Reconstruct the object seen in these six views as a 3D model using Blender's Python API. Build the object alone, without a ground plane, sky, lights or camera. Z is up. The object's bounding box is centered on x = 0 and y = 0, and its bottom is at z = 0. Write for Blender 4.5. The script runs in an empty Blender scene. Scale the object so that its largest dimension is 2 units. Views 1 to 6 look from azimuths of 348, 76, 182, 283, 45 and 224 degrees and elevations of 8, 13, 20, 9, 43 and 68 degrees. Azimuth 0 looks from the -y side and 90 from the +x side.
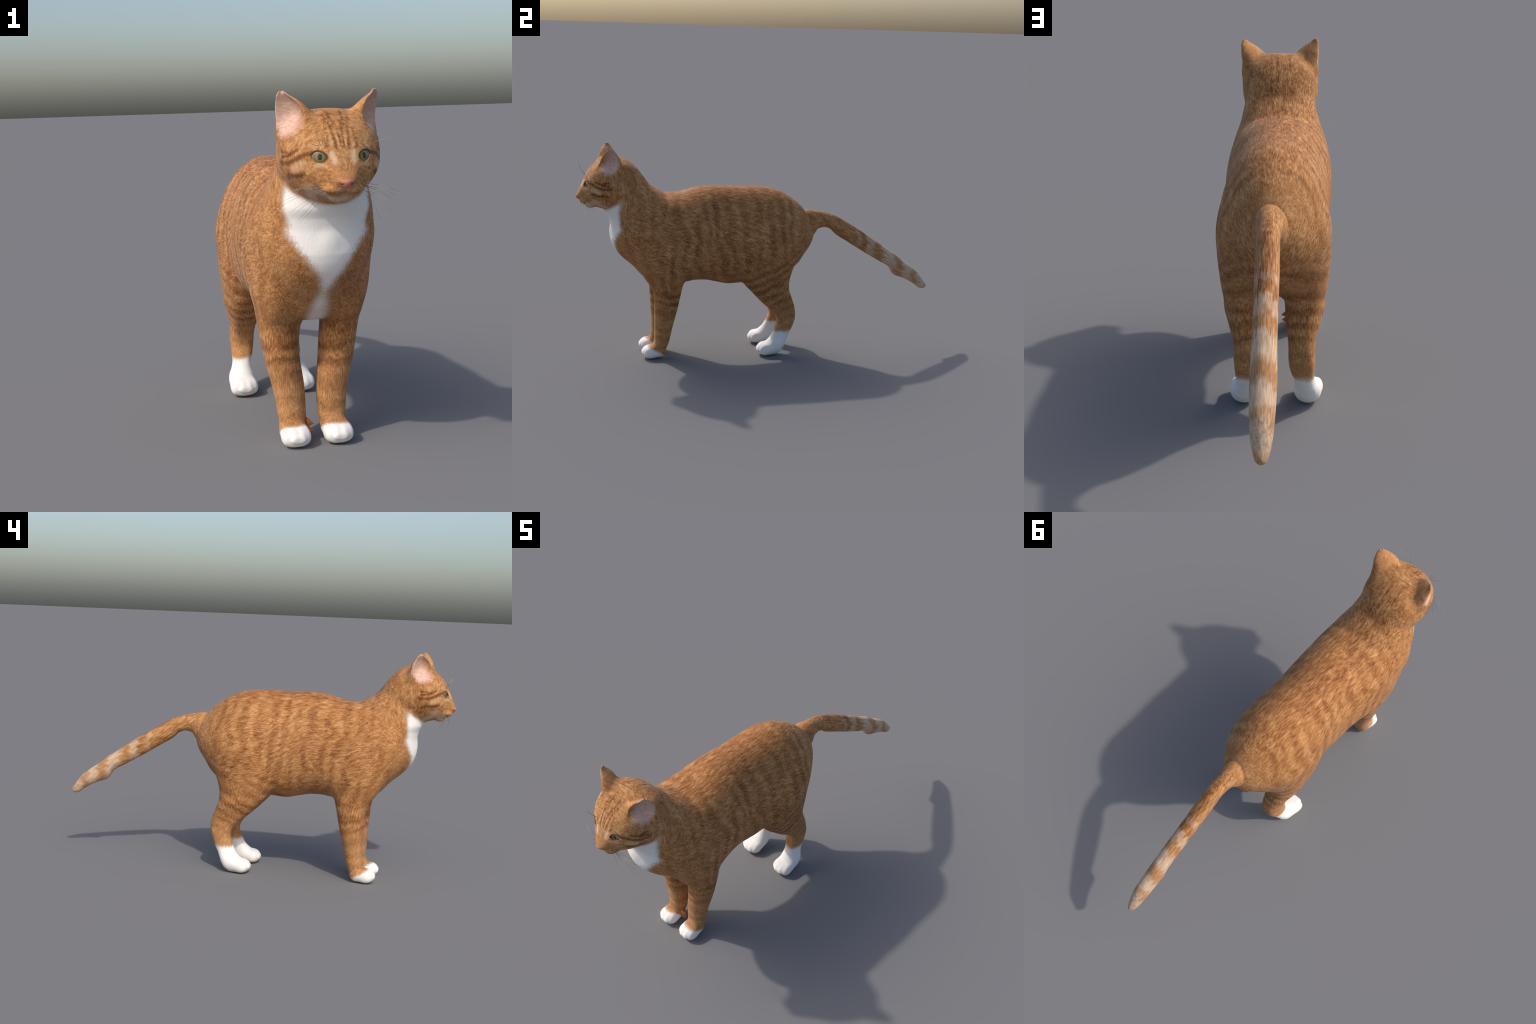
import bpy, math, random
import numpy as np

# ------------------------------------------------------------------ helpers
def pchip(xs, ys):
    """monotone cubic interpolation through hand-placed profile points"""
    xs = np.asarray(xs, float); ys = np.asarray(ys, float)
    o = np.argsort(xs); xs, ys = xs[o], ys[o]
    h = np.diff(xs); d = np.diff(ys) / h
    m = np.zeros_like(ys)
    w1, w2 = 2 * h[1:] + h[:-1], h[1:] + 2 * h[:-1]
    same = d[:-1] * d[1:] > 0
    with np.errstate(divide="ignore", invalid="ignore"):
        m[1:-1] = np.where(same, (w1 + w2) / (w1 / d[:-1] + w2 / d[1:]), 0)
    m[0], m[-1] = d[0], d[-1]
    def f(x):
        x = np.clip(x, xs[0], xs[-1])
        i = np.clip(np.searchsorted(xs, x) - 1, 0, len(h) - 1)
        t = (x - xs[i]) / h[i]
        return ((1 + 2 * t) * (1 - t) ** 2 * ys[i] + t * (1 - t) ** 2 * h[i] * m[i]
                + t * t * (3 - 2 * t) * ys[i + 1] + t * t * (t - 1) * h[i] * m[i + 1])
    # a fine table makes the many evaluations cheap
    g = np.linspace(xs[0], xs[-1], 1500); v = f(g)
    return lambda x: np.interp(x, g, v)


class Loft:
    """solid lofted through cross-sections; a section is (station, a_lo, a_hi, b_lo, b_hi, [exponent])"""
    def __init__(self, axis, across, rows, e=2.0, mid=None, lower=0.0):
        self.axis, self.across, self.lower = axis, across, lower
        rows = [tuple(r) + ((e,) if len(r) == 5 else ()) for r in rows]
        c = list(zip(*rows)); self.lo, self.hi = min(c[0]), max(c[0])
        self.f = [pchip(c[0], k) for k in c[1:]]
        self.mid = mid
        self.box = [None] * 3
        self.box[axis] = (self.lo, self.hi)
        self.box[across[0]] = (min(c[1]), max(c[2]))
        self.box[across[1]] = (min(c[3]), max(c[4]))

    def raw(self, P):
        t = P[:, self.axis]
        a0, a1, b0, b1, e = (k(t) for k in self.f)
        ca = (a0 + a1) / 2
        cb = (b0 + b1) / 2 if self.mid is None else b0 + (b1 - b0) * self.mid
        da = P[:, self.across[0]] - ca
        db = P[:, self.across[1]] - cb
        ra = np.maximum((a1 - a0) / 2, 1e-4)
        rb = np.maximum(np.where(db > 0, b1 - cb, cb - b0), 1e-4)
        e = e + self.lower * np.clip(-db / rb * 2, 0, 1)      # the under side may be fuller or leaner
        F = (np.abs(da / ra) ** e + np.abs(db / rb) ** e) ** (1 / e) + 1e-6
        r = np.sqrt(da * da + db * db)
        d = np.where(r < 1e-7, -np.minimum(ra, rb), r * (1 - 1 / F))
        d = np.maximum(d, -np.minimum(ra, rb))
        out = np.maximum(np.maximum(self.lo - t, t - self.hi), 0)
        return np.where(out > 0, np.sqrt(np.maximum(d, 0) ** 2 + out ** 2), d)

    def __call__(self, P, pad=0.09):
        far = np.zeros(len(P))
        for k in range(3):
            far = np.maximum(far, np.maximum(self.box[k][0] - P[:, k], P[:, k] - self.box[k][1]))
        near = far < pad
        d = far + 0.02
        if near.any():
            d[near] = self.raw(P[near])
        return d


class Blob:
    """ellipsoid, turned about z by `turn`"""
    def __init__(self, c, r, turn=0.0, tilt=0.0):
        self.c, self.r = np.array(c, float), np.array(r, float)
        a, b = math.radians(turn), math.radians(tilt)
        Rz = np.array([[math.cos(a), -math.sin(a), 0], [math.sin(a), math.cos(a), 0], [0, 0, 1]])
        Rx = np.array([[1, 0, 0], [0, math.cos(b), -math.sin(b)], [0, math.sin(b), math.cos(b)]])
        self.R = Rz @ Rx
    def __call__(self, P):
        q = (P - self.c) @ self.R
        k = np.linalg.norm(q / self.r, axis=1) + 1e-9
        g = np.linalg.norm(q / self.r ** 2, axis=1) + 1e-9
        return k * (k - 1) / g


class Ear:
    """pointed pinna: stacked ellipses whose long axis follows the ear opening, with a hollow front"""
    def __init__(self):
        #        z      cx     cy      long   short
        rows = [(0.985, 0.098, -0.829, 0.050, 0.030),
                (1.020, 0.104, -0.829, 0.060, 0.034),
                (1.050, 0.1025, -0.8250, 0.062, 0.039),
                (1.090, 0.1130, -0.8250, 0.054, 0.0305),
                (1.118, 0.1285, -0.8265, 0.035, 0.0175),
                (1.132, 0.1390, -0.8255, 0.020, 0.009),
                (1.143, 0.1420, -0.8250, 0.008, 0.005)]
        c = list(zip(*rows)); self.lo, self.hi = c[0][0], c[0][-1]
        self.f = [pchip(c[0], k) for k in c[1:]]
    def ellipse(self, P, shift, grow, sharp):
        z = P[:, 2]
        cx, cy, a, b = (k(z) for k in self.f)
        u = np.array([0.65, 0.76]); n = np.array([0.76, -0.65])
        dx, dy = P[:, 0] - cx - shift * n[0], P[:, 1] - cy - shift * n[1]
        p, q = dx * u[0] + dy * u[1], dx * n[0] + dy * n[1]
        a, b = np.maximum(a + grow, 2e-3), np.maximum(b + grow, 2e-3)
        e = sharp
        F = (np.abs(p / a) ** e + np.abs(q / b) ** e) ** (1 / e) + 1e-6
        r = np.sqrt(p * p + q * q)
        d = np.maximum(r * (1 - 1 / F), -np.minimum(a, b))
        out = np.maximum(np.maximum(self.lo - z, z - self.hi), 0)
        return np.where(out > 0, np.sqrt(np.maximum(d, 0) ** 2 + out ** 2), d)
    def solid(self, P):
        return self.ellipse(P, 0.0, 0.0, 2.0)
    def hollow(self, P):
        z = P[:, 2]
        d = self.ellipse(P, 0.5, 0.0, 2.0) * 0
        cx, cy, a, b = (k(z) for k in self.f)
        n = np.array([0.76, -0.65])
        # deepest in the middle of the opening, running out at the top
        depth = np.interp(z, [1.0, 1.03, 1.07, 1.11, 1.135], [0.0, 0.034, 0.036, 0.024, 0.008])
        u = np.array([0.65, 0.76])
        p = (P[:, 0] - cx) * u[0] + (P[:, 1] - cy) * u[1]
        q = (P[:, 0] - cx) * n[0] + (P[:, 1] - cy) * n[1]
        w = np.clip(1 - (p / np.maximum(a - 0.004, 0.004)) ** 2, -1.5, 1)
        floor = b * 0.80 - depth * w - 0.35 * np.minimum(b, 0.02) * (1 - w)
        return floor - q          # negative in front of the cupped floor


def smin(a, b, k):
    h = np.clip(0.5 + 0.5 * (b - a) / k, 0, 1)
    return b + (a - b) * h - k * h * (1 - h)


# ------------------------------------------------------------------ the body, as profiles
# torso: (y, -w, w, z_bottom, z_top, exponent)
torso = Loft(1, (0, 2), [(y, -w, w, b, t, e) for y, t, b, w, e in [
    (0.304, 0.668, 0.662, 0.003, 2.0), (0.300, 0.690, 0.640, 0.020, 2.0), (0.288, 0.725, 0.610, 0.046, 2.0),
    (0.268, 0.765, 0.575, 0.076, 1.95), (0.240, 0.797, 0.540, 0.104, 1.9), (0.203, 0.834, 0.487, 0.132, 1.9),
    (0.150, 0.872, 0.448, 0.157, 1.9), (0.085, 0.904, 0.420, 0.177, 1.9), (0.000, 0.922, 0.404, 0.186, 1.95),
    (-0.10, 0.925, 0.394, 0.185, 1.98), (-0.18, 0.926, 0.389, 0.184, 2.0), (-0.25, 0.929, 0.402, 0.187, 2.02),
    (-0.32, 0.928, 0.416, 0.191, 2.02), (-0.37, 0.921, 0.417, 0.195, 2.06), (-0.41, 0.909, 0.412, 0.199, 2.12),
    (-0.46, 0.897, 0.408, 0.200, 2.4), (-0.54, 0.891, 0.407, 0.201, 2.5), (-0.60, 0.888, 0.412, 0.195, 2.45),
    (-0.65, 0.878, 0.446, 0.185, 2.3), (-0.70, 0.860, 0.502, 0.168, 2.0), (-0.75, 0.830, 0.556, 0.135, 2.0),
    (-0.780, 0.790, 0.605, 0.092, 2.0), (-0.795, 0.740, 0.650, 0.045, 2.0), (-0.800, 0.70, 0.690, 0.004, 2.0)]], mid=0.47, lower=0.25)
# neck: (z, -w, w, y_front, y_back)
neck = Loft(2, (0, 1), [(z, -w, w, f, b) for z, f, b, w in [
    (0.49, -0.660, -0.56, 0.050), (0.52, -0.702, -0.56, 0.075), (0.56, -0.765, -0.54, 0.095), (0.60, -0.802, -0.52, 0.122),
    (0.635, -0.817, -0.51, 0.145), (0.66, -0.822, -0.50, 0.158), (0.72, -0.820, -0.50, 0.174),
    (0.76, -0.827, -0.50, 0.174), (0.80, -0.845, -0.515, 0.167), (0.85, -0.848, -0.535, 0.153),
    (0.90, -0.853, -0.560, 0.140), (0.95, -0.858, -0.620, 0.129), (1.00, -0.86, -0.658, 0.124),
    (1.035, -0.86, -0.690, 0.116), (1.06, -0.86, -0.725, 0.095), (1.075, -0.86, -0.76, 0.06)]], e=2.1)
# head: (y, -w, w, z_bottom, z_top, exponent)
head = Loft(1, (0, 2), [(y, -w, w, b, t, e) for y, t, b, w, e in [
    (-0.999, 0.886, 0.878, 0.006, 2.0), (-0.993, 0.897, 0.870, 0.018, 2.2), (-0.985, 0.912, 0.864, 0.029, 2.2),
    (-0.975, 0.936, 0.855, 0.039, 2.2), (-0.962, 0.966, 0.850, 0.055, 2.2),
    (-0.945, 1.000, 0.840, 0.079, 2.3), (-0.920, 1.034, 0.830, 0.110, 2.3), (-0.885, 1.065, 0.821, 0.133, 2.4),
    (-0.840, 1.083, 0.811, 0.148, 2.4), (-0.790, 1.089, 0.808, 0.151, 2.4), (-0.745, 1.078, 0.815, 0.143, 2.4),
    (-0.700, 1.046, 0.835, 0.123, 2.3), (-0.665, 1.000, 0.870, 0.090, 2.0), (-0.650, 0.96, 0.90, 0.04, 2.0)]], mid=0.53, lower=-0.45)
# muzzle pads and chin
muzzle = [Blob((0.026, -0.949, 0.862), (0.034, 0.031, 0.021)), Blob((0.0, -0.924, 0.833), (0.032, 0.022, 0.015))]
# front leg: (z, x_in, x_out, y_front, y_back)
foreleg = Loft(2, (0, 1), [
    (0.600, 0.050, 0.165, -0.690, -0.460), (0.550, 0.045, 0.178, -0.685, -0.450), (0.500, 0.040, 0.183, -0.670, -0.440), (0.440, 0.040, 0.177, -0.642, -0.442),
    (0.400, 0.046, 0.170, -0.614, -0.449), (0.350, 0.041, 0.163, -0.602, -0.459), (0.280, 0.034, 0.151, -0.598, -0.472),
    (0.230, 0.028, 0.140, -0.596, -0.483), (0.186, 0.023, 0.130, -0.595, -0.493), (0.128, 0.021, 0.119, -0.594, -0.505),
    (0.090, 0.021, 0.116, -0.596, -0.513), (0.050, 0.028, 0.111, -0.600, -0.529), (0.030, 0.032, 0.108, -0.600, -0.539),
    (0.010, 0.042, 0.098, -0.595, -0.556)], e=2.2)
forepaw = Loft(1, (0, 2), [(y, 0.072 - w, 0.072 + w, b, t) for y, b, t, w in [
    (-0.654, 0.024, 0.036, 0.018), (-0.648, 0.013, 0.045, 0.030), (-0.636, 0.006, 0.052, 0.038),
    (-0.615, 0.002, 0.062, 0.042), (-0.595, 0.0, 0.078, 0.043), (-0.565, 0.002, 0.080, 0.042),
    (-0.545, 0.012, 0.06, 0.033), (-0.535, 0.025, 0.045, 0.02)]], e=2.2)
# hind leg
hindleg = Loft(2, (0, 1), [
    (0.760, -0.060, 0.120, -0.06, 0.170), (0.700, -0.060, 0.172, -0.10, 0.192), (0.640, -0.050, 0.189, -0.135, 0.200),
    (0.600, -0.040, 0.193, -0.155, 0.195), (0.547, -0.030, 0.193, -0.157, 0.182), (0.480, -0.005, 0.189, -0.145, 0.163),
    (0.424, 0.008, 0.182, -0.118, 0.146, 2.3), (0.390, 0.030, 0.176, -0.098, 0.142), (0.370, 0.035, 0.175, -0.078, 0.143),
    (0.324, 0.038, 0.160, -0.035, 0.158, 2.6), (0.289, 0.043, 0.148, 0.000, 0.171, 2.8), (0.260, 0.047, 0.141, 0.032, 0.180, 2.8),
    (0.233, 0.048, 0.139, 0.060, 0.184, 2.8), (0.205, 0.048, 0.139, 0.078, 0.184, 2.8), (0.180, 0.050, 0.138, 0.083, 0.178, 2.7),
    (0.145, 0.057, 0.137, 0.072, 0.165, 2.6), (0.117, 0.065, 0.137, 0.058, 0.154), (0.097, 0.066, 0.142, 0.046, 0.142),
    (0.070, 0.066, 0.153, 0.022, 0.130), (0.045, 0.066, 0.158, 0.005, 0.116), (0.020, 0.073, 0.152, 0.005, 0.098),
    (0.006, 0.085, 0.140, 0.012, 0.080)], e=2.2)
hindpaw = Loft(1, (0, 2), [(y, 0.113 - w, 0.113 + w, b, t) for y, b, t, w in [
    (-0.024, 0.025, 0.037, 0.020), (-0.018, 0.014, 0.046, 0.032), (-0.006, 0.007, 0.054, 0.041),
    (0.012, 0.003, 0.063, 0.046), (0.040, 0.003, 0.080, 0.047), (0.070, 0.003, 0.100, 0.045),
    (0.095, 0.014, 0.09, 0.040), (0.115, 0.04, 0.08, 0.025)]], e=2.2)
toes = [Blob((0.072 + dx, y, 0.034), (0.0145, 0.030, 0.026), turn) for dx, y, turn in
        [(-0.030, -0.616, -8), (-0.0125, -0.628, -3), (0.0125, -0.628, 3), (0.030, -0.616, 8)]]
toes += [Blob((0.113 + dx, y, 0.035), (0.0150, 0.030, 0.026), turn) for dx, y, turn in
         [(-0.034, 0.012, -8), (-0.0125, 0.001, -3), (0.0125, 0.001, 3), (0.034, 0.012, 8)]]
# tail: (y, -w, w, z_bottom, z_top)
tail = Loft(1, (0, 2), [(y, -w - 0.001, w - 0.001, b, t) for y, t, b, w in [
    (0.235, 0.790, 0.62, 0.050), (0.270, 0.792, 0.630, 0.058), (0.300, 0.787, 0.648, 0.050), (0.330, 0.782, 0.683, 0.039),
    (0.365, 0.774, 0.690, 0.036), (0.400, 0.764, 0.678, 0.036), (0.430, 0.752, 0.650, 0.036), (0.500, 0.714, 0.606, 0.037),
    (0.600, 0.652, 0.544, 0.036), (0.700, 0.586, 0.486, 0.036), (0.754, 0.548, 0.454, 0.037), (0.790, 0.525, 0.406, 0.038),
    (0.840, 0.486, 0.386, 0.037), (0.885, 0.454, 0.365, 0.035), (0.925, 0.424, 0.341, 0.032), (0.955, 0.390, 0.319, 0.026),
    (0.978, 0.358, 0.315, 0.018), (0.994, 0.338, 0.326, 0.006)]], e=2.0)
ear = Ear()


EYE = np.array([0.0668, -0.9475, 0.9545])          # middle of the lid opening
GAZE = np.array([0.38, -0.915, 0.14]); GAZE /= np.linalg.norm(GAZE)
SIDE = np.cross(GAZE, [0, 0, 1.0]); SIDE /= np.linalg.norm(SIDE)
if SIDE[0] < 0:
    SIDE = -SIDE
LIFT = np.cross(SIDE, GAZE); LIFT = LIFT if LIFT[2] > 0 else -LIFT


ORBIT = Blob(EYE - 0.031 * GAZE, (0.040, 0.0250, 0.030), math.degrees(math.atan2(0.33, 0.935)))


def lid_opening(Q):
    """negative inside the almond between the lids; outer corner a little higher than the inner"""
    q = Q - EYE
    u, v, w = q @ SIDE, q @ LIFT, q @ GAZE
    v = v - 0.20 * u
    half = 0.0182 * np.maximum(1 - (np.abs(u) / 0.0245) ** 2.0, 0) ** 0.92 * np.where(v > 0, 0.76, 0.96)
    d = np.maximum(np.abs(v) - half, np.abs(u) - 0.0245)
    return np.maximum(d, np.abs(w) - 0.03), w


def groove(Q, path, width):
    d = np.full(len(Q), 9.0)
    for a, b in zip(path[:-1], path[1:]):
        a, b = np.array(a), np.array(b)
        t = np.clip(((Q - a) @ (b - a)) / ((b - a) @ (b - a)), 0, 1)
        d = np.minimum(d, np.linalg.norm(Q - a - t[:, None] * (b - a), axis=1))
    return np.exp(-(d / width) ** 2)


MOUTH = [(0.0, -0.972, 0.849), (0.020, -0.972, 0.846), (0.042, -0.966, 0.849), (0.060, -0.950, 0.854), (0.078, -0.928, 0.857)]
PHILTRUM = [(0.0, -0.990, 0.872), (0.0, -0.980, 0.858), (0.0, -0.972, 0.849)]
NOSTRIL = [(0.010, -0.998, 0.876), (0.017, -0.988, 0.879)]


def face_cuts(Q, h):
    near = (Q[:, 1] < -0.88) & (Q[:, 2] > 0.80) & (Q[:, 2] < 1.0)
    if near.any():
        q = Q[near]; f = h[near]
        f = f + 0.0050 * groove(q, MOUTH, 0.0050) + 0.0022 * groove(q, PHILTRUM, 0.0045) + 0.003 * groove(q, NOSTRIL, 0.004)
        op, w = lid_opening(q)
        f = smin(f, ORBIT(q), 0.014)                        # lids swell over the ball
        f = np.maximum(f, -np.maximum(op, -0.0058 - w))
        h = h.copy(); h[near] = f
    return h


def parts(P):
    Q = P.copy(); Q[:, 0] = np.abs(Q[:, 0])
    d = {}
    lean = np.array([0.002, 0.0, 0.0])
    d["torso"], d["neck"], d["tail"] = torso(P + lean), neck(P), tail(P)
    h = head(P)
    for m in muzzle:
        h = smin(h, m(Q), 0.012)
    h = face_cuts(Q, h)
    d["head"] = h
    e = ear.solid(Q)
    d["ear"] = -smin(-e, ear.hollow(Q), 0.004)
    d["hollow"] = ear.hollow(Q)
    d["forelimb"], d["hindlimb"] = foreleg(Q), hindleg(Q)
    fp, hp = forepaw(Q), hindpaw(Q)
    for t in toes[:4]:
        fp = smin(fp, t(Q), 0.022)
    for t in toes[4:]:
        hp = smin(hp, t(Q), 0.022)
    d["forepaw"], d["hindpaw"] = fp, hp
    return d


FLANK = Blob((0.150, -0.050, 0.520), (0.030, 0.070, 0.100))      # loose skin ahead of the thigh


def body(P):
    d = parts(P)
    near = np.abs(P[:, 1] + 0.050) < 0.15
    if near.any():
        q = P[near].copy(); q[:, 0] = np.abs(q[:, 0])
        d["torso"][near] = smin(d["torso"][near], FLANK(q), 0.035)
    f = smin(d["torso"], d["neck"], 0.05)
    f = smin(f, d["head"], 0.022)
    f = smin(f, smin(d["forelimb"], d["forepaw"], 0.012), 0.03)
    f = smin(f, smin(d["hindlimb"], d["hindpaw"], 0.012), 0.03)
    crease = np.exp(-((d["torso"] - d["tail"]) / 0.006) ** 2) * np.clip((P[:, 2] - 0.66) / 0.05, 0, 1) * (P[:, 1] > 0.2)
    f = smin(f, d["tail"], 0.007) + 0.0032 * crease      # the rump folds a little over the root of the tail
    f = smin(f, d["ear"], 0.032)
    return f


def surface_net(fn, lo, hi, step, ratio=4):
    """dual mesh of the zero level of fn, evaluated finely only near the surface"""
    cs = step * ratio
    n = np.ceil((np.array(hi) - lo) / cs).astype(int) + 1
    g = np.meshgrid(*[np.arange(k) for k in n], indexing="ij")
    P = np.stack([a.ravel() for a in g], 1) * cs + lo
    F = fn(P).reshape(n)
    s = F < 0
    mark = np.zeros(n - 1, bool)
    c = [s[i:n[0] - 1 + i, j:n[1] - 1 + j, k:n[2] - 1 + k] for i in (0, 1) for j in (0, 1) for k in (0, 1)]
    mark |= np.any(c, 0) & ~np.all(c, 0)
    fmin = np.min([np.abs(F[i:n[0] - 1 + i, j:n[1] - 1 + j, k:n[2] - 1 + k]) for i in (0, 1) for j in (0, 1) for k in (0, 1)], 0)
    mark |= fmin < cs * 0.9
    near = mark.copy()
    for ax in range(3):
        near |= np.roll(mark, 1, ax) | np.roll(mark, -1, ax)
    N = (n - 1) * ratio + 1
    D = np.repeat(np.repeat(np.repeat(np.where(s, -1.0, 1.0).astype(np.float32)[:-1, :-1, :-1], ratio, 0), ratio, 1), ratio, 2)
    D = np.pad(D, ((0, 1),) * 3, constant_values=1.0)
    idx = np.argwhere(near)
    o = np.stack([a.ravel() for a in np.meshgrid(*[np.arange(ratio + 1)] * 3, indexing="ij")], 1)
    need = np.zeros(N, bool)
    for q in o:
        t = idx * ratio + q
        need[t[:, 0], t[:, 1], t[:, 2]] = True
    pts = np.argwhere(need)
    D[need] = fn(pts * step + lo)
    S = D < 0
    M = N - 1
    corner = [(i, j, k) for i in (0, 1) for j in (0, 1) for k in (0, 1)]
    cnt = sum(S[i:M[0] + i, j:M[1] + j, k:M[2] + k].astype(np.int8) for i, j, k in corner)
    act = np.argwhere((cnt > 0) & (cnt < 8))
    ident = -np.ones(M, np.int64)
    ident[act[:, 0], act[:, 1], act[:, 2]] = np.arange(len(act))
    val = np.stack([D[act[:, 0] + i, act[:, 1] + j, act[:, 2] + k] for i, j, k in corner], 1)
    acc = np.zeros((len(act), 3)); num = np.zeros(len(act))
    for a in range(8):
        for b in range(a + 1, 8):
            ca, cb = np.array(corner[a]), np.array(corner[b])
            if np.abs(ca - cb).sum() != 1:
                continue
            va, vb = val[:, a], val[:, b]
            x = (va < 0) != (vb < 0)
            t = np.where(x, va / np.where(x, va - vb, 1), 0)
            acc += np.where(x[:, None], ca + t[:, None] * (cb - ca), 0); num += x
    V = (act + acc / num[:, None]) * step + lo
    quads = []
    for ax in range(3):
        u, v = (ax + 1) % 3, (ax + 2) % 3
        sl0 = [slice(1, M[k]) for k in range(3)]; sl1 = list(sl0)
        sl0[ax] = slice(0, M[ax]); sl1[ax] = slice(1, M[ax] + 1)
        A, B = S[tuple(sl0)], S[tuple(sl1)]
        for flip, hit in ((False, A & ~B), (True, ~A & B)):
            e = np.argwhere(hit)
            off = np.ones(3, int); off[ax] = 0
            e = e + off
            def cell(du, dv):
                c = e.copy(); c[:, u] -= du; c[:, v] -= dv
                return ident[c[:, 0], c[:, 1], c[:, 2]]
            q = np.stack([cell(1, 1), cell(0, 1), cell(0, 0), cell(1, 0)], 1)
            quads.append(q[:, ::-1] if flip else q)
    return V, np.concatenate(quads)


def settle(V, fn, step):
    """pull vertices onto the true surface"""
    h = step * 0.5
    for _ in range(2):
        f = fn(V)
        G = np.stack([fn(V + np.eye(3)[k] * h) - fn(V - np.eye(3)[k] * h) for k in range(3)], 1) / (2 * h)
        g2 = np.maximum((G ** 2).sum(1), 0.25)
        V = V - np.clip(f / g2, -step, step)[:, None] * G
    return V

# ------------------------------------------------------------------ procedural materials
class Ex:
    """tiny expression language over shader nodes"""
    def __init__(self, tree, sock):
        self.t, self.s = tree, sock
    def _op(self, op, *a):
        n = self.t.nodes.new("ShaderNodeMath"); n.operation = op
        for i, v in enumerate((self,) + a):
            if isinstance(v, Ex):
                self.t.links.new(v.s, n.inputs[i])
            else:
                n.inputs[i].default_value = float(v)
        return Ex(self.t, n.outputs[0])
    def __add__(self, o): return self._op("ADD", o)
    __radd__ = __add__
    def __sub__(self, o): return self._op("SUBTRACT", o)
    def __rsub__(self, o): return (self * -1.0) + o
    def __mul__(self, o): return self._op("MULTIPLY", o)
    __rmul__ = __mul__
    def __truediv__(self, o): return self._op("DIVIDE", o)
    def __neg__(self): return self * -1.0
    def abs(self): return self._op("ABSOLUTE")
    def sqrt(self): return self._op("SQRT")
    def pow(self, o): return self._op("POWER", o)
    def sin(self): return self._op("SINE")
    def max(self, o): return self._op("MAXIMUM", o)
    def min(self, o): return self._op("MINIMUM", o)
    def ss(self, a, b):
        """smooth step from 0 at a to 1 at b (a may exceed b)"""
        n = self.t.nodes.new("ShaderNodeMapRange"); n.interpolation_type = "SMOOTHSTEP"
        flip = a > b
        n.inputs["From Min"].default_value, n.inputs["From Max"].default_value = (b, a) if flip else (a, b)
        n.inputs["To Min"].default_value, n.inputs["To Max"].default_value = (1, 0) if flip else (0, 1)
        self.t.links.new(self.s, n.inputs["Value"])
        return Ex(self.t, n.outputs["Result"])


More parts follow.
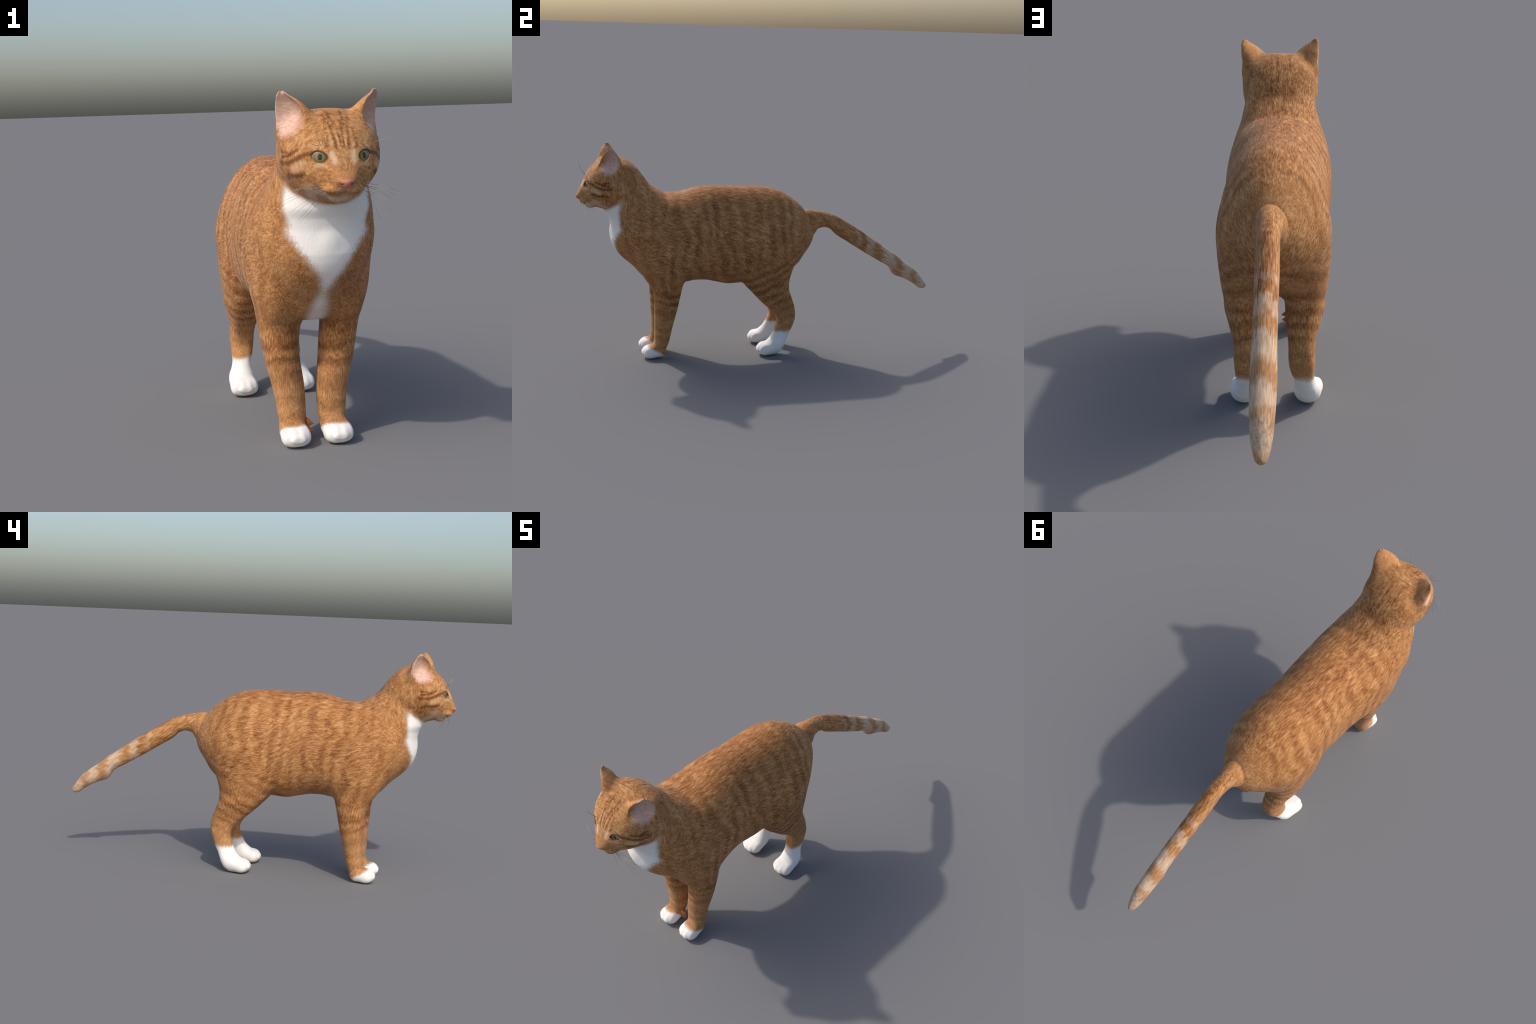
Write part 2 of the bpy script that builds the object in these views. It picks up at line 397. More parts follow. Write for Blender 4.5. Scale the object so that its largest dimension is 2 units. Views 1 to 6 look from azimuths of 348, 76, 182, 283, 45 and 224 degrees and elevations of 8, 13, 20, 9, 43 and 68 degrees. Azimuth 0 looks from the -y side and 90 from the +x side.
class Shader:
    def __init__(self, name):
        self.mat = bpy.data.materials.new(name); self.mat.use_nodes = True
        self.t = self.mat.node_tree; self.t.nodes.clear()
        self.out = self.t.nodes.new("ShaderNodeOutputMaterial")
        self.bsdf = self.t.nodes.new("ShaderNodeBsdfPrincipled")
        self.t.links.new(self.bsdf.outputs[0], self.out.inputs[0])
        tc = self.t.nodes.new("ShaderNodeTexCoord")
        self.P = tc.outputs["Object"]
        sep = self.t.nodes.new("ShaderNodeSeparateXYZ"); self.t.links.new(self.P, sep.inputs[0])
        self.x, self.y, self.z = (Ex(self.t, sep.outputs[i]) for i in range(3))
        self.ax = self.x.abs()
    def vec(self, *c):
        n = self.t.nodes.new("ShaderNodeCombineXYZ")
        for i, v in enumerate(c):
            if isinstance(v, Ex): self.t.links.new(v.s, n.inputs[i])
            else: n.inputs[i].default_value = v
        return n.outputs[0]
    def noise(self, v, scale=1.0, detail=2.0, rough=0.5, w=None, distort=0.0):
        n = self.t.nodes.new("ShaderNodeTexNoise")
        if w is not None:
            n.noise_dimensions = "4D"; self.t.links.new(w.s, n.inputs["W"])
        self.t.links.new(v, n.inputs["Vector"])
        n.inputs["Scale"].default_value = scale; n.inputs["Detail"].default_value = detail
        n.inputs["Roughness"].default_value = rough; n.inputs["Distortion"].default_value = distort
        return Ex(self.t, n.outputs["Fac"])
    def stroke(self, path, width, soft=1.0, jitter=None, taper=None):
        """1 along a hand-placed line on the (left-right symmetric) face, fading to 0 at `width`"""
        best = None
        p = self.vec(self.ax, self.y, self.z)
        for a, b in zip(path[:-1], path[1:]):
            ab = [b[i] - a[i] for i in range(3)]; L2 = sum(k * k for k in ab)
            d = self.t.nodes.new("ShaderNodeVectorMath"); d.operation = "SUBTRACT"
            self.t.links.new(p, d.inputs[0]); d.inputs[1].default_value = a
            k = self.t.nodes.new("ShaderNodeVectorMath"); k.operation = "DOT_PRODUCT"
            self.t.links.new(d.outputs[0], k.inputs[0]); k.inputs[1].default_value = [c / L2 for c in ab]
            h = Ex(self.t, k.outputs["Value"]).max(0.0).min(1.0)
            s = self.t.nodes.new("ShaderNodeVectorMath"); s.operation = "SCALE"
            s.inputs[0].default_value = ab; self.t.links.new(h.s, s.inputs["Scale"])
            q = self.t.nodes.new("ShaderNodeVectorMath"); q.operation = "DISTANCE"
            self.t.links.new(d.outputs[0], q.inputs[0]); self.t.links.new(s.outputs[0], q.inputs[1])
            e = Ex(self.t, q.outputs["Value"])
            best = e if best is None else best.min(e)
        if jitter is not None:
            best = best + jitter
        return best.ss(width, width * (1 - soft))
    def mix(self, f, a, b):
        n = self.t.nodes.new("ShaderNodeMix"); n.data_type = "RGBA"
        ins = [i for i in n.inputs if i.type == "RGBA"]; fac = n.inputs[0]
        if isinstance(f, Ex): self.t.links.new(f.s, fac)
        else: fac.default_value = f
        for sock, v in zip(ins, (a, b)):
            if isinstance(v, tuple): sock.default_value = v + (1.0,)
            else: self.t.links.new(v, sock)
        return [o for o in n.outputs if o.type == "RGBA"][0]
    def ramp(self, f, stops):
        n = self.t.nodes.new("ShaderNodeValToRGB"); e = n.color_ramp.elements
        while len(e) < len(stops): e.new(0.5)
        for el, (p, c) in zip(e, stops):
            el.position = p; el.color = c + (1.0,)
        self.t.links.new(f.s, n.inputs[0])
        return n.outputs[0]
    def finish(self, col, rough=0.8, spec=0.15, bump=None, dist=0.002, strength=0.4):
        b = self.bsdf
        if isinstance(col, tuple): b.inputs["Base Color"].default_value = col + (1.0,)
        else: self.t.links.new(col, b.inputs["Base Color"])
        b.inputs["Roughness"].default_value = rough
        b.inputs["Specular IOR Level"].default_value = spec
        if bump is not None:
            n = self.t.nodes.new("ShaderNodeBump"); n.inputs["Distance"].default_value = dist
            n.inputs["Strength"].default_value = strength
            self.t.links.new(bump.s, n.inputs["Height"]); self.t.links.new(n.outputs[0], b.inputs["Normal"])
        return self.mat


DARK, MID, LIGHT = (0.152, 0.056, 0.019), (0.382, 0.164, 0.054), (0.645, 0.37, 0.168)
PALE, WHITE, PINKISH = (0.74, 0.55, 0.36), (0.86, 0.83, 0.79), (0.88, 0.72, 0.62)


def coat(name, lining=False):
    """ginger tabby coat: ticked hair, stripes, white bib and socks, ringed tail, face marks"""
    S = Shader(name); x, y, z, ax = S.x, S.y, S.z, S.ax
    # --- where on the animal
    is_head = (y + 0.35 * (z - 0.95)).ss(-0.685, -0.735) * z.ss(0.795, 0.83)
    is_leg = z.ss(0.50, 0.40) * y.ss(0.33, 0.28)
    is_tail = y.ss(0.285, 0.305) * (z - 0.62 + (y - 0.33) * 1.2).ss(0.0, 0.03)
    is_hind = y.ss(-0.24, -0.12)
    soft = S.noise(S.P, 9.0, 2.0)
    # --- hair: noise drawn out along the lie of the coat
    wob = S.noise(S.P, 5.0, 1.0) * 0.10
    yy, zz = y * 0.93 - z * 0.36, z * 0.93 + y * 0.36 + wob
    h_body = S.noise(S.vec(x * 250.0, yy * 40.0, zz * 250.0), 1.0, 2.0, 0.65)
    h_top = S.noise(S.vec(x * 210.0 + wob * 25.0, y * 34.0, z * 90.0), 1.0, 2.0, 0.65)      # straight along the spine on top
    lz, ly = z * 0.96 - y * 0.28, y * 0.96 + z * 0.28 + wob
    h_leg = S.noise(S.vec(x * 240.0, ly * 240.0, lz * 45.0), 1.0, 2.0, 0.6)
    tz, ty = z * 0.84 + y * 0.55, y * 0.84 - z * 0.55
    h_tail = S.noise(S.vec(x * 210.0, ty * 24.0, tz * 210.0), 1.0, 2.0, 0.65)
    # on the face the hair fans out from the nose
    nx, ny, nz = x, y + 1.01, z - 0.90
    r = (nx * nx + ny * ny + nz * nz).sqrt()
    h_head = S.noise(S.vec(nx / r, ny / r, nz / r), 34.0, 2.0, 0.65, w=r * 30.0)
    # on the breast it lies downwards and outwards
    cz, cc = z * 0.88 - ax * 0.47, ax * 0.88 + z * 0.47
    h_chest = S.noise(S.vec(cc * 220.0, y * 220.0, cz * 36.0 + wob * 20.0), 1.0, 2.0, 0.65)
    # behind the thighs it runs down and in
    rz, rc = z * 0.86 + ax * 0.50, ax * 0.86 - z * 0.50
    h_rear = S.noise(S.vec(rc * 220.0 + wob * 60.0, y * 120.0, rz * 38.0), 1.0, 2.0, 0.65)
    is_rear = (y + 0.55 * (z - 0.60)).ss(0.13, 0.24) * z.ss(0.80, 0.70) * (1.0 - is_tail)
    is_chest = (y + 0.25 * (z - 0.6)).ss(-0.60, -0.70) * (ax - z.ss(0.62, 0.50) * 0.06).ss(0.145, 0.10)
    hair = h_body + (h_top - h_body) * (z - ax * 0.35).ss(0.76, 0.84)
    hair = hair + (h_chest - hair) * is_chest
    hair = hair + (h_leg - hair) * is_leg * (1.0 - is_chest * z.ss(0.40, 0.46))
    hair = hair + (h_rear - hair) * is_rear
    hair = hair + (h_head - hair) * is_head
    hair = hair + (h_tail - hair) * is_tail
    tick = hair - 0.5
    # --- stripes
    sw = (S.noise(S.P, 7.0, 2.0) - 0.5) * 0.9
    wv = (S.noise(S.P, 5.0, 2.0) - 0.5) * 14.0
    def bands(along, period, rag, firm=0.42):
        """wavy, broken tabby bands across the given direction"""
        s = (along * (2 * math.pi / period) + wv).sin() * 0.25 + 0.5
        return (s * firm + rag * (1.24 - firm)).ss(0.46, 0.82)
    s_body = bands(y + z * 0.16 + ax * 0.15, 0.068, S.noise(S.vec(x * 5.0 + 3.0, y * 24.0 + sw * 2.0, z * 4.5), 1.0, 2.0, 0.6), 0.72) * y.ss(0.27, 0.12)
    s_hind = bands(z - y * 0.50, 0.060, S.noise(S.vec(x * 7.0, y * 7.0, (z - y * 0.50) * 32.0), 1.0, 2.0, 0.6), 0.60)
    s_fore = bands(z + y * 0.12 + wv * 0.0025, 0.062, S.noise(S.vec(x * 8.0, y * 8.0, (z + y * 0.12) * 28.0), 1.0, 2.0, 0.6), 0.66)
    low = (z - y * 0.25).ss(0.60, 0.46)
    s_low = s_fore + (s_hind - s_fore) * is_hind
    stripe = s_body + (s_low - s_body) * low
    patch = S.noise(S.P, 6.0, 2.0).ss(0.30, 0.62)
    back = z.ss(0.84, 0.91) * y.ss(-0.62, -0.5)
    shoulder = y.ss(-0.50, -0.62) * z.ss(0.40, 0.52)
    stripe = stripe * (0.35 + 0.65 * patch) * (1.0 - 0.65 * back) * (1.0 - 0.55 * shoulder) * (1.0 - is_head) * (1.0 - is_tail)
    # nape: dark streaks running down the neck
    nape = S.noise(S.vec(x * 60.0, y * 15.0, z * 15.0), 1.0, 2.0, 0.65).ss(0.40, 0.72) * ax.ss(0.085, 0.04) * (y + 0.2 * z).ss(-0.60, -0.53) * (y).ss(-0.52, -0.60) * z.ss(0.86, 0.93)
    clump = S.noise(S.vec(x * 75.0, yy * 16.0, zz * 75.0 * 1.0), 1.0, 1.0)
    clump = clump + (S.noise(S.vec(x * 70.0 + wob * 10.0, y * 14.0, z * 40.0), 1.0, 1.0) - clump) * (z - ax * 0.35).ss(0.76, 0.84) - 0.5
    fan = (S.noise(S.vec(nx / r, ny / r, nz / r), 11.0, 2.0, 0.6, w=r * 9.0) - 0.5) * is_head
    on_top = (z + (y - 0.40) * 0.66 - 0.725).ss(0.0, 0.03)
    spine = is_tail * on_top * (ax + tick * 0.02).ss(0.026, 0.006) * y.ss(0.75, 0.55) * 0.24
    tone = 0.56 + tick * 1.42 + clump * 0.52 * (1.0 - is_head) * (1.0 - is_leg * 0.7) + fan * 1.2 - stripe * (0.23 + 0.20 * low * (1.0 - is_hind) + 0.05 * low) * (0.45 + 0.55 * z.ss(0.16, 0.34)) + (soft - 0.5) * 0.30 - back * (0.13 - clump * 0.35) - nape * 0.34 - spine
    # --- face marks
    j = tick * 0.014 + (S.noise(S.P, 45.0, 2.0) - 0.5) * 0.008
    dark = None
    for path, w in [
        ([(0.082, -0.942, 0.964), (0.104, -0.920, 0.960), (0.122, -0.900, 0.947), (0.138, -0.868, 0.935), (0.150, -0.825, 0.938)], 0.0085),
        ([(0.107, -0.921, 0.906), (0.122, -0.892, 0.897), (0.136, -0.862, 0.899), (0.142, -0.830, 0.880)], 0.010),
        ([(0.130, -0.860, 0.873), (0.128, -0.825, 0.860)], 0.012), ([(0.118, -0.905, 0.973), (0.138, -0.872, 0.958), (0.149, -0.838, 0.953)], 0.006),
        ([(0.142, -0.868, 0.965), (0.152, -0.835, 0.970)], 0.007),
        ([(0.018, -0.957, 0.978), (0.022, -0.938, 1.010), (0.028, -0.900, 1.050)], 0.0062),
        ([(0.004, -0.957, 0.982), (0.005, -0.940, 1.008), (0.010, -0.900, 1.052)], 0.0045), ([(0.012, -0.930, 1.018), (0.018, -0.895, 1.058), (0.020, -0.86, 1.080)], 0.0050),
        ([(0.045, -0.946, 0.982), (0.040, -0.930, 1.012), (0.034, -0.890, 1.055), (0.036, -0.85, 1.075)], 0.0065)]:
        m = S.stroke(path, w * 1.4, 1.0, j)
        dark = m if dark is None else dark.max(m)
    light = None
    for path, w in [
        ([(0.028, -0.967, 0.940), (0.031, -0.960, 0.962)], 0.013),
        ([(0.050, -0.960, 0.929), (0.080, -0.945, 0.930)], 0.008),
        ([(0.011, -0.955, 0.985), (0.013, -0.935, 1.015), (0.016, -0.905, 1.04)], 0.0050),
        ([(0.032, -0.952, 0.985), (0.031, -0.935, 1.01), (0.030, -0.905, 1.04)], 0.0055),
        ([(0.056, -0.940, 0.985), (0.085, -0.925, 0.985)], 0.010),
        ([(0.108, -0.915, 0.932), (0.128, -0.888, 0.920)], 0.016),
        ([(0.088, -0.918, 0.868), (0.098, -0.893, 0.862)], 0.015)]:
        m = S.stroke(path, w * 1.3, 1.0, j)
        light = m if light is None else light.max(m)
    tone = tone - dark * is_head * (0.38 + 0.20 * z.ss(0.98, 0.965)) + light * is_head * 0.15
    col = S.ramp(tone, [(0.10, DARK), (0.50, MID), (0.95, LIGHT)])
    # reddish saddle along the back
    col = S.mix(back * 0.26, col, S.mix(hair.ss(0.3, 0.7), (0.22, 0.075, 0.024), (0.43, 0.175, 0.058)))
    col = S.mix(light * is_head * (0.34 - 0.16 * z.ss(0.97, 0.98)), col, PALE)
    by_nose = S.stroke([(0.027, -0.968, 0.936), (0.031, -0.958, 0.966)], 0.013, 1.0, j)
    col = S.mix(by_nose * is_head * 0.24, col, (0.80, 0.66, 0.52))
    # reddish beside the nose
    tear = S.stroke([(0.034, -0.970, 0.928), (0.024, -0.982, 0.908)], 0.016, 1.0, j)
    col = S.mix(tear * is_head * 0.35, col, (0.52, 0.19, 0.09))
    # --- tail rings
    ring = None
    for c, w, k in [(0.560, 0.020, 0.35), (0.634, 0.030, 0.75), (0.752, 0.046, 1.0), (0.866, 0.042, 1.0), (0.955, 0.046, 0.95)]:
        q = ((y - c) + (S.noise(S.vec(x * 34.0, y * 5.0, z * 34.0), 1.0, 2.0) - 0.5) * 0.085 + tick * 0.03).abs().ss(w * 1.1, w * 0.25) * k
        ring = q if ring is None else ring.max(q)
    ring = ring * is_tail
    col = S.mix(is_tail * y.ss(0.60, 0.78) * 0.30, col, (0.52, 0.31, 0.17))
    col = S.mix(ring * 0.80, col, S.ramp(hair, [(0.25, (0.44, 0.27, 0.15)), (0.70, (0.78, 0.61, 0.45))]))
    # --- pale chin and muzzle sides
    chin = S.stroke([(0.0, -0.945, 0.838), (0.050, -0.930, 0.845), (0.085, -0.905, 0.850), (0.075, -0.86, 0.825)], 0.032, 0.85, j) * z.ss(0.874, 0.858)
    col = S.mix(chin * 0.50, col, (0.66, 0.54, 0.44))
    lip = S.stroke([(0.0, -0.985, 0.862), (0.022, -0.976, 0.860)], 0.015, 0.9, j)
    col = S.mix(lip * 0.22, col, (0.72, 0.50, 0.38))
    # --- white bib with a hairy edge, narrowing to a strip between the legs
    edge = tick * 0.062 + (soft - 0.5) * 0.03
    wid = z.ss(0.53, 0.76) * 0.107 + z.ss(0.62, 0.80) * 0.018 + z.ss(0.56, 0.44) * 0.012 + z.ss(0.81, 0.86) * 0.010 + 0.014
    bib = (ax - wid + edge).ss(0.020, -0.020) * (y + edge * 0.5 + z.ss(0.50, 0.66) * 0.17 + z.ss(0.66, 0.75) * 0.065).ss(-0.535, -0.56) * z.ss(0.385, 0.40)
    bib = bib * (z - 0.812 - (y + 0.846).max(-0.02) * 0.72 + edge * 0.5).ss(0.016, -0.010)
    seam = (ax - 0.126 + (z - 0.86) * 0.2 + edge * 0.7).abs().ss(0.010, 0.002) * y.ss(-0.745, -0.760) * y.ss(-0.800, -0.785) * z.ss(0.915, 0.87) * z.ss(0.81, 0.83)
    bib = bib.max(seam * 0.30)
    # --- white socks
    fore_sock = (z + (y + 0.60) * 0.62 + edge * 0.55 + (soft - 0.5) * 0.02).ss(0.064, 0.045) * y.ss(-0.50, -0.52)
    hind_sock = (z - (y - 0.10) * 0.14 + edge * 0.70 + (soft - 0.5) * 0.03).ss(0.142, 0.116) * y.ss(-0.10, -0.06) * y.ss(0.30, 0.25)
    sock = fore_sock.max(hind_sock)
    wht = S.mix(S.noise(S.P, 30.0, 3.0).ss(0.35, 0.75) * sock * z.ss(0.07, 0.03) * 0.45, S.mix(hair, (0.80, 0.765, 0.72), WHITE), PINKISH)
    col = S.mix(is_leg * (1.0 - is_tail) * z.ss(0.34, 0.16) * 0.22, col, (0.56, 0.315, 0.145))
    bib = bib * (1.0 - z.ss(0.55, 0.50) * 0.25)
    col = S.mix(bib.max(sock), col, wht)
    # broken dark brown lines drawn between the toes
    toe_lines = None
    for c0, y0 in ((0.072, -0.640), (0.113, -0.012)):
        for dx in (-0.023, 0.0, 0.023):
            m = S.stroke([(c0 + dx, y0, 0.014), (c0 + dx, y0 - 0.004, 0.036), (c0 + dx, y0 + 0.012, 0.052)], 0.004, 0.9)
            toe_lines = m if toe_lines is None else toe_lines.max(m)
    toe_lines = toe_lines * S.noise(S.P, 70.0, 2.0).ss(0.40, 0.6)
    col = S.mix(toe_lines * 0.55, col, (0.36, 0.22, 0.14))
    # --- bare nose leather, nostrils, line of the mouth
    nose = (ax - (z - 0.860) * 0.72 + tick * 0.006).ss(0.002, -0.002) * (z - ax * 0.12 + tick * 0.006).ss(0.8915, 0.888) * y.ss(-0.974, -0.980) * z.ss(0.862, 0.866)
    nose = nose.max(S.stroke([(0.0, -0.990, 0.872), (0.0, -0.980, 0.860)], 0.006, 0.8))
    col = S.mix(nose * 0.85, col, (0.62, 0.235, 0.165))
    col = S.mix(S.stroke(NOSTRIL, 0.0055, 0.9) * 0.85, col, (0.12, 0.035, 0.025))
    col = S.mix(S.stroke(MOUTH, 0.0045, 0.9) * 0.75, col, (0.10, 0.045, 0.03))
    col = S.mix(S.stroke([(0.068, -0.935, 0.857), (0.080, -0.925, 0.855)], 0.009, 0.9) * 0.7, col, (0.13, 0.07, 0.05))
    # rows of whisker spots
    spots = None
    for k in range(3):
        m = S.stroke([(0.030, -0.975 + 0.002 * k, 0.872 - 0.007 * k), (0.058, -0.952 + 0.002 * k, 0.876 - 0.008 * k)], 0.0026, 0.8)
        spots = m if spots is None else spots.max(m)
    col = S.mix(spots * 0.4, col, (0.20, 0.08, 0.04))
    # dark lid rims
    q = [S.ax - float(EYE[0]), S.y - float(EYE[1]), S.z - float(EYE[2])]
    u = q[0] * float(SIDE[0]) + q[1] * float(SIDE[1]) + q[2] * float(SIDE[2])
    v = q[0] * float(LIFT[0]) + q[1] * float(LIFT[1]) + q[2] * float(LIFT[2]) - u * 0.20
    e = ((u / 0.0240) * (u / 0.0240) + (v / 0.0170) * (v / 0.0170)).sqrt()
    col = S.mix(e.ss(1.22, 1.0) * (v.ss(-0.010, 0.006) * 0.55 + 0.45) * is_head * y.ss(-0.90, -0.92), col, (0.13, 0.065, 0.035))
    # --- ears: warm, short-haired outside; pink lining inside
    ear_up = (z + 0.5 * (ax - 0.11)).ss(1.05, 1.10)
    col = S.mix(ear_up * 0.45, col, (0.50, 0.225, 0.085))
    if lining:
        f = S.noise(S.vec(ax * 60.0, y * 60.0, z * 200.0), 1.0, 2.0, 0.6)
        pink = S.mix(z.ss(1.03, 1.11), S.ramp(f, [(0.3, (0.58, 0.33, 0.27)), (0.7, (0.76, 0.52, 0.43))]), S.ramp(f, [(0.3, (0.44, 0.28, 0.22)), (0.7, (0.66, 0.47, 0.37))]))
        across = (ax - 0.112) * 0.65 + (y + 0.828) * 0.76      # + is the rear rim of the ear
        inside = (z - 0.998 - (y + 0.823).max(0.0) * 1.2 + tick * 0.03).ss(-0.002, 0.022) * (z + across * 0.55 + tick * 0.06).ss(0.985, 1.035) * (across + (1.09 - z) * 0.35 + tick * 0.02).ss(-0.050, 0.0)
        col = S.mix(inside * 0.88, col, pink)
    S.bsdf.inputs["Sheen Weight"].default_value = 0.06
    S.bsdf.inputs["Sheen Roughness"].default_value = 0.5
    return S.finish(col, 0.78, 0.18, hair, 0.0016, 0.35)


def eye_material():
    """local y points away from the viewer side; pupil and iris are drawn on the ball's front"""
    S = Shader("eye_iris"); x, z = S.x, S.z
    r = (x * x + z * z).sqrt()
    pupil = ((x / 0.0066) * (x / 0.0066) + (z / 0.0092) * (z / 0.0092)).sqrt()
    f = S.noise(S.vec(x / r, z / r, r * 60.0), 4.0, 3.0)
    iris = S.ramp(r / 0.019 + (f - 0.5) * 0.25, [(0.25, (0.195, 0.165, 0.052)), (0.60, (0.215, 0.155, 0.045)), (0.92, (0.10, 0.072, 0.022))])
    col = S.mix(r.ss(0.0155, 0.0180), iris, (0.10, 0.075, 0.03))
    col = S.mix(r.ss(0.0178, 0.0200), col, (0.20, 0.14, 0.07))
    col = S.mix(pupil.ss(1.12, 0.90), col, (0.012, 0.014, 0.018))
    S.bsdf.inputs["Coat Weight"].default_value = 0.3
    S.bsdf.inputs["Coat Roughness"].default_value = 0.08
    return S.finish(col, 0.25, 0.4)


def whisker_material():
    S = Shader("whisker_hair")
    n = S.noise(S.P, 14.0, 1.0).ss(0.42, 0.60)
    return S.finish(S.mix(n, (0.10, 0.085, 0.07), (0.62, 0.50, 0.33)), 0.5, 0.3)

# ------------------------------------------------------------------ assemble
random.seed(7)
STEP = 0.0032
verts, quads = surface_net(body, np.array([-0.23, -1.02, -0.02]), np.array([0.23, 1.02, 1.17]), STEP)
verts = settle(verts, body, STEP)
verts[:, 2] -= verts[:, 2].min()

dist = parts(verts)
KIND = ["torso", "neck", "head", "ear", "forelimb", "hindlimb", "forepaw", "hindpaw", "tail"]
field = np.stack([dist[k] for k in KIND], 1)
field[:, KIND.index("neck")] += np.where((verts[:, 1] > -0.56), 0.05, 0.0)
lab = np.argmin(field, 1)
face_lab = lab[quads[:, 0]]
cx = verts[quads].mean(1)
side = cx[:, 0] > 0
nose = (face_lab == KIND.index("head")) & (cx[:, 1] < -0.984) & (cx[:, 2] > 0.866) & (cx[:, 2] < 0.897)

whole = bpy.data.meshes.new("whole_body")
whole.from_pydata(verts.tolist(), [], quads.tolist()); whole.update()
vn = np.zeros(len(verts) * 3, np.float32); whole.vertices.foreach_get("normal", vn); vn = vn.reshape(-1, 3)
bpy.data.meshes.remove(whole)

# ear lining: everything on the hollow, outward-facing side of the ear
fn = vn[quads].mean(1)
outward = fn[:, 0] * np.sign(cx[:, 0]) * 0.76 - fn[:, 1] * 0.65
ax = np.abs(cx[:, 0])
lining = ((face_lab == KIND.index("ear")) | (face_lab == KIND.index("head"))) & (outward > 0.25) & (cx[:, 2] > 0.985) & (ax > 0.058) & (cx[:, 1] > -0.905) & (cx[:, 1] < -0.775)

fur = coat("tabby_coat"); pinna = coat("ear_lining_coat", lining=True)
cat = bpy.data.objects.new("cat", None); bpy.context.collection.objects.link(cat)
cat["label"] = "ginger tabby cat standing, white bib and paws"
cat["category"] = "cat"
cat.empty_display_size = 0.2


def piece(name, pick, mat, parent):
    q = quads[pick]
    used, inv = np.unique(q, return_inverse=True)
    me = bpy.data.meshes.new(name)
    me.from_pydata(verts[used].tolist(), [], inv.reshape(q.shape).tolist())
    me.update()
    me.polygons.foreach_set("use_smooth", np.ones(len(q), bool))
    me.normals_split_custom_set_from_vertices(vn[used].tolist())
    me.materials.append(mat)
    ob = bpy.data.objects.new(name, me); bpy.context.collection.objects.link(ob)
    ob.parent = parent
    return ob


def of(k): return face_lab == KIND.index(k)
torso_ob = piece("torso", of("torso"), fur, cat)
neck_ob = piece("neck", of("neck"), fur, cat)
head_ob = piece("head", of("head") & ~lining & ~nose, fur, cat)
nose_ob = piece("nose", nose, fur, head_ob)
piece("tail", of("tail"), fur, cat)
for s in (side, ~side):
    e = piece("ear", of("ear") & ~lining & s, fur, head_ob)
    piece("inner_ear", lining & s, pinna, head_ob)
    f = piece("forelimb", of("forelimb") & s, fur, cat)
    piece("paw", of("forepaw") & s, fur, f)
    h = piece("hindlimb", of("hindlimb") & s, fur, cat)
    piece("paw", of("hindpaw") & s, fur, h)

# eyes
import mathutils
iris = eye_material()
for sx in (1, -1):
    g = mathutils.Vector((GAZE[0] * sx, GAZE[1], GAZE[2]))
    me = bpy.data.meshes.new("eye")
    n, m, R = 48, 20, 0.055
    vs = [(0, -R, 0)]
    for i in range(1, m + 1):
        a = i / m * math.radians(30)
        vs += [(R * math.sin(a) * math.cos(t), -R * math.cos(a), R * math.sin(a) * math.sin(t)) for t in (k / n * 2 * math.pi for k in range(n))]
    fs = [(0, 1 + k, 1 + (k + 1) % n) for k in range(n)]
    for i in range(m - 1):
        fs += [(1 + i * n + k, 1 + (i + 1) * n + k, 1 + (i + 1) * n + (k + 1) % n, 1 + i * n + (k + 1) % n) for k in range(n)]
    me.from_pydata(vs, [], fs); me.update()
    me.polygons.foreach_set("use_smooth", np.ones(len(fs), bool))
    me.materials.append(iris)
    ob = bpy.data.objects.new("eye", me); bpy.context.collection.objects.link(ob)
    look = mathutils.Vector((GAZE[0] * 0.92 * sx, GAZE[1], GAZE[2] * 0.95)).normalized()
    ob.rotation_euler = (-look).to_track_quat("Y", "Z").to_euler()
    ob.location = mathutils.Vector((EYE[0] * sx, EYE[1], EYE[2])) - g * (R - 0.0008)
    ob.parent = head_ob


# whiskers: tapering bent hairs
hair_mat = whisker_material()
def whisker(root, mid, tip, r0=0.00065):
    root, mid, tip = (mathutils.Vector(k) for k in (root, mid, tip))
    pts = [(1 - t) ** 2 * root + 2 * t * (1 - t) * mid + t * t * tip for t in (i / 9 for i in range(10))]
    vs, fs = [], []
    for i, p in enumerate(pts):
        d = (pts[min(i + 1, 9)] - pts[max(i - 1, 0)]).normalized()
        a = d.orthogonal().normalized(); b = d.cross(a)
        r = r0 * (1 - 0.8 * i / 9)
        vs += [p + r * (math.cos(t) * a + math.sin(t) * b) for t in (k * math.tau / 5 for k in range(5))]
        if i:
            o = 5 * i
            fs += [(o - 5 + k, o - 5 + (k + 1) % 5, o + (k + 1) % 5, o + k) for k in range(5)]
    fs += [(4, 3, 2, 1, 0), tuple(45 + k for k in range(5))]
    me = bpy.data.meshes.new("whisker"); me.from_pydata(vs, [], fs); me.update()
    me.polygons.foreach_set("use_smooth", np.ones(len(fs), bool)); me.materials.append(hair_mat)
    ob = bpy.data.objects.new("whisker", me); bpy.context.collection.objects.link(ob); ob.parent = head_ob

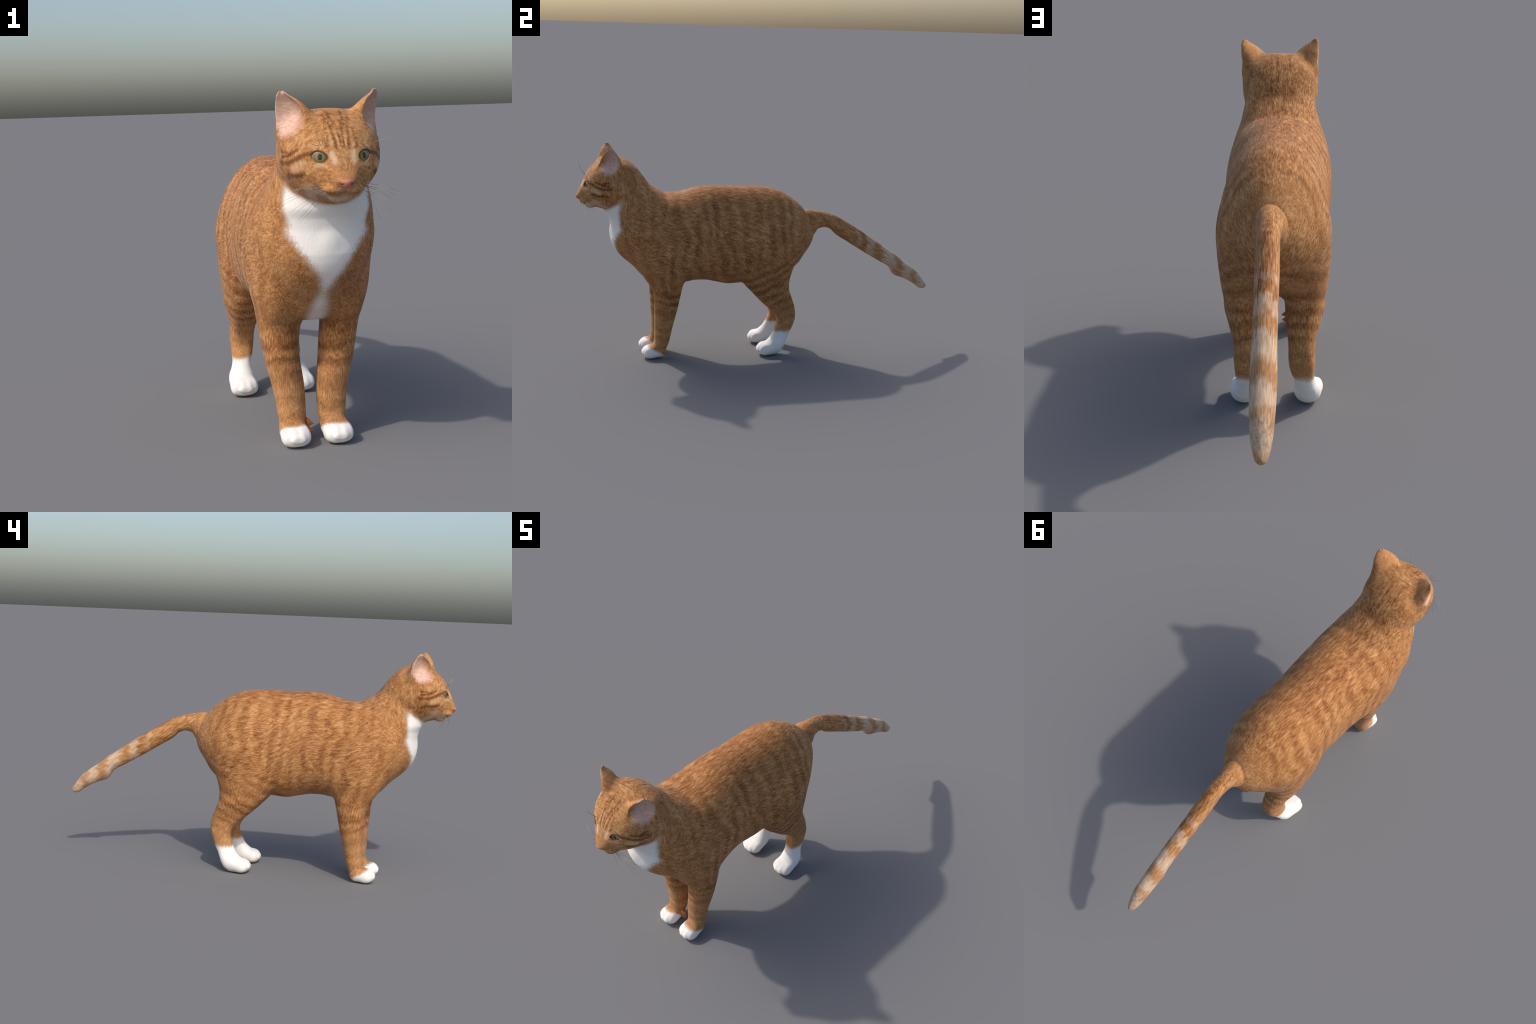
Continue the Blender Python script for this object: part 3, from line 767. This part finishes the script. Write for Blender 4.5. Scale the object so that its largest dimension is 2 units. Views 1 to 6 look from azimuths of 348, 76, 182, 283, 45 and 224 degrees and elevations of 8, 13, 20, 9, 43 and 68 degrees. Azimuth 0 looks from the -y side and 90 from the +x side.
for sx in (1, -1):
    j = lambda a: random.uniform(-a, a)
    for root, tip in [((0.044, -0.962, 0.874), (0.188, -0.925, 0.850)), ((0.050, -0.957, 0.870), (0.180, -0.905, 0.828)),
                      ((0.042, -0.963, 0.866), (0.165, -0.950, 0.800)), ((0.050, -0.956, 0.862), (0.155, -0.920, 0.783)),
                      ((0.042, -0.962, 0.860), (0.128, -0.955, 0.765)), ((0.050, -0.952, 0.856), (0.135, -0.912, 0.762)),
                      ((0.056, -0.950, 0.868), (0.178, -0.885, 0.812))]:
        mid = [(root[i] + tip[i]) / 2 for i in range(3)]
        mid = (mid[0] * sx + j(0.004), mid[1] - 0.022, mid[2] + 0.014)
        whisker((root[0] * sx, root[1] + 0.006, root[2]), mid, (tip[0] * sx + j(0.008), tip[1] + j(0.012), tip[2] + j(0.01)))
    for tip in [(0.100, -0.985, 1.052), (0.062, -0.985, 1.070), (0.142, -0.962, 1.010)]:
        root = (0.052 + tip[0] * 0.08, -0.946, 0.984)
        mid = (root[0] * 0.5 + tip[0] * 0.5, (root[1] + tip[1]) / 2 - 0.010, (root[2] + tip[2]) / 2 - 0.004)
        whisker((root[0] * sx, root[1] + 0.006, root[2]), (mid[0] * sx, mid[1], mid[2]), (tip[0] * sx, tip[1] + j(0.006), tip[2] + j(0.006)), 0.0006)

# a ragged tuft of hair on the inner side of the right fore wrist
T = Shader("brown_tuft")
tuft_mat = T.finish(T.mix(T.noise(T.P, 120.0, 2.0), (0.30, 0.11, 0.035), (0.46, 0.20, 0.07)), 0.8, 0.15)
legs = [o for o in cat.children if o.name.startswith("forelimb") and sum(v.co.x for v in o.data.vertices) < 0]
for base, tip in [((-0.026, -0.572, 0.064), (0.003, -0.572, 0.054)), ((-0.026, -0.572, 0.038), (0.001, -0.572, 0.032))]:
    a, b = mathutils.Vector(base), mathutils.Vector(tip)
    ring = [a + mathutils.Vector((0, 0.014 * math.cos(t), 0.019 * math.sin(t))) for t in (k * math.tau / 12 for k in range(12))]
    me = bpy.data.meshes.new("hair_tuft")
    me.from_pydata(ring + [b], [], [(k, (k + 1) % 12, 12) for k in range(12)] + [tuple(range(11, -1, -1))]); me.update()
    me.materials.append(tuft_mat)
    ob = bpy.data.objects.new("hair_tuft", me); bpy.context.collection.objects.link(ob); ob.parent = legs[0]
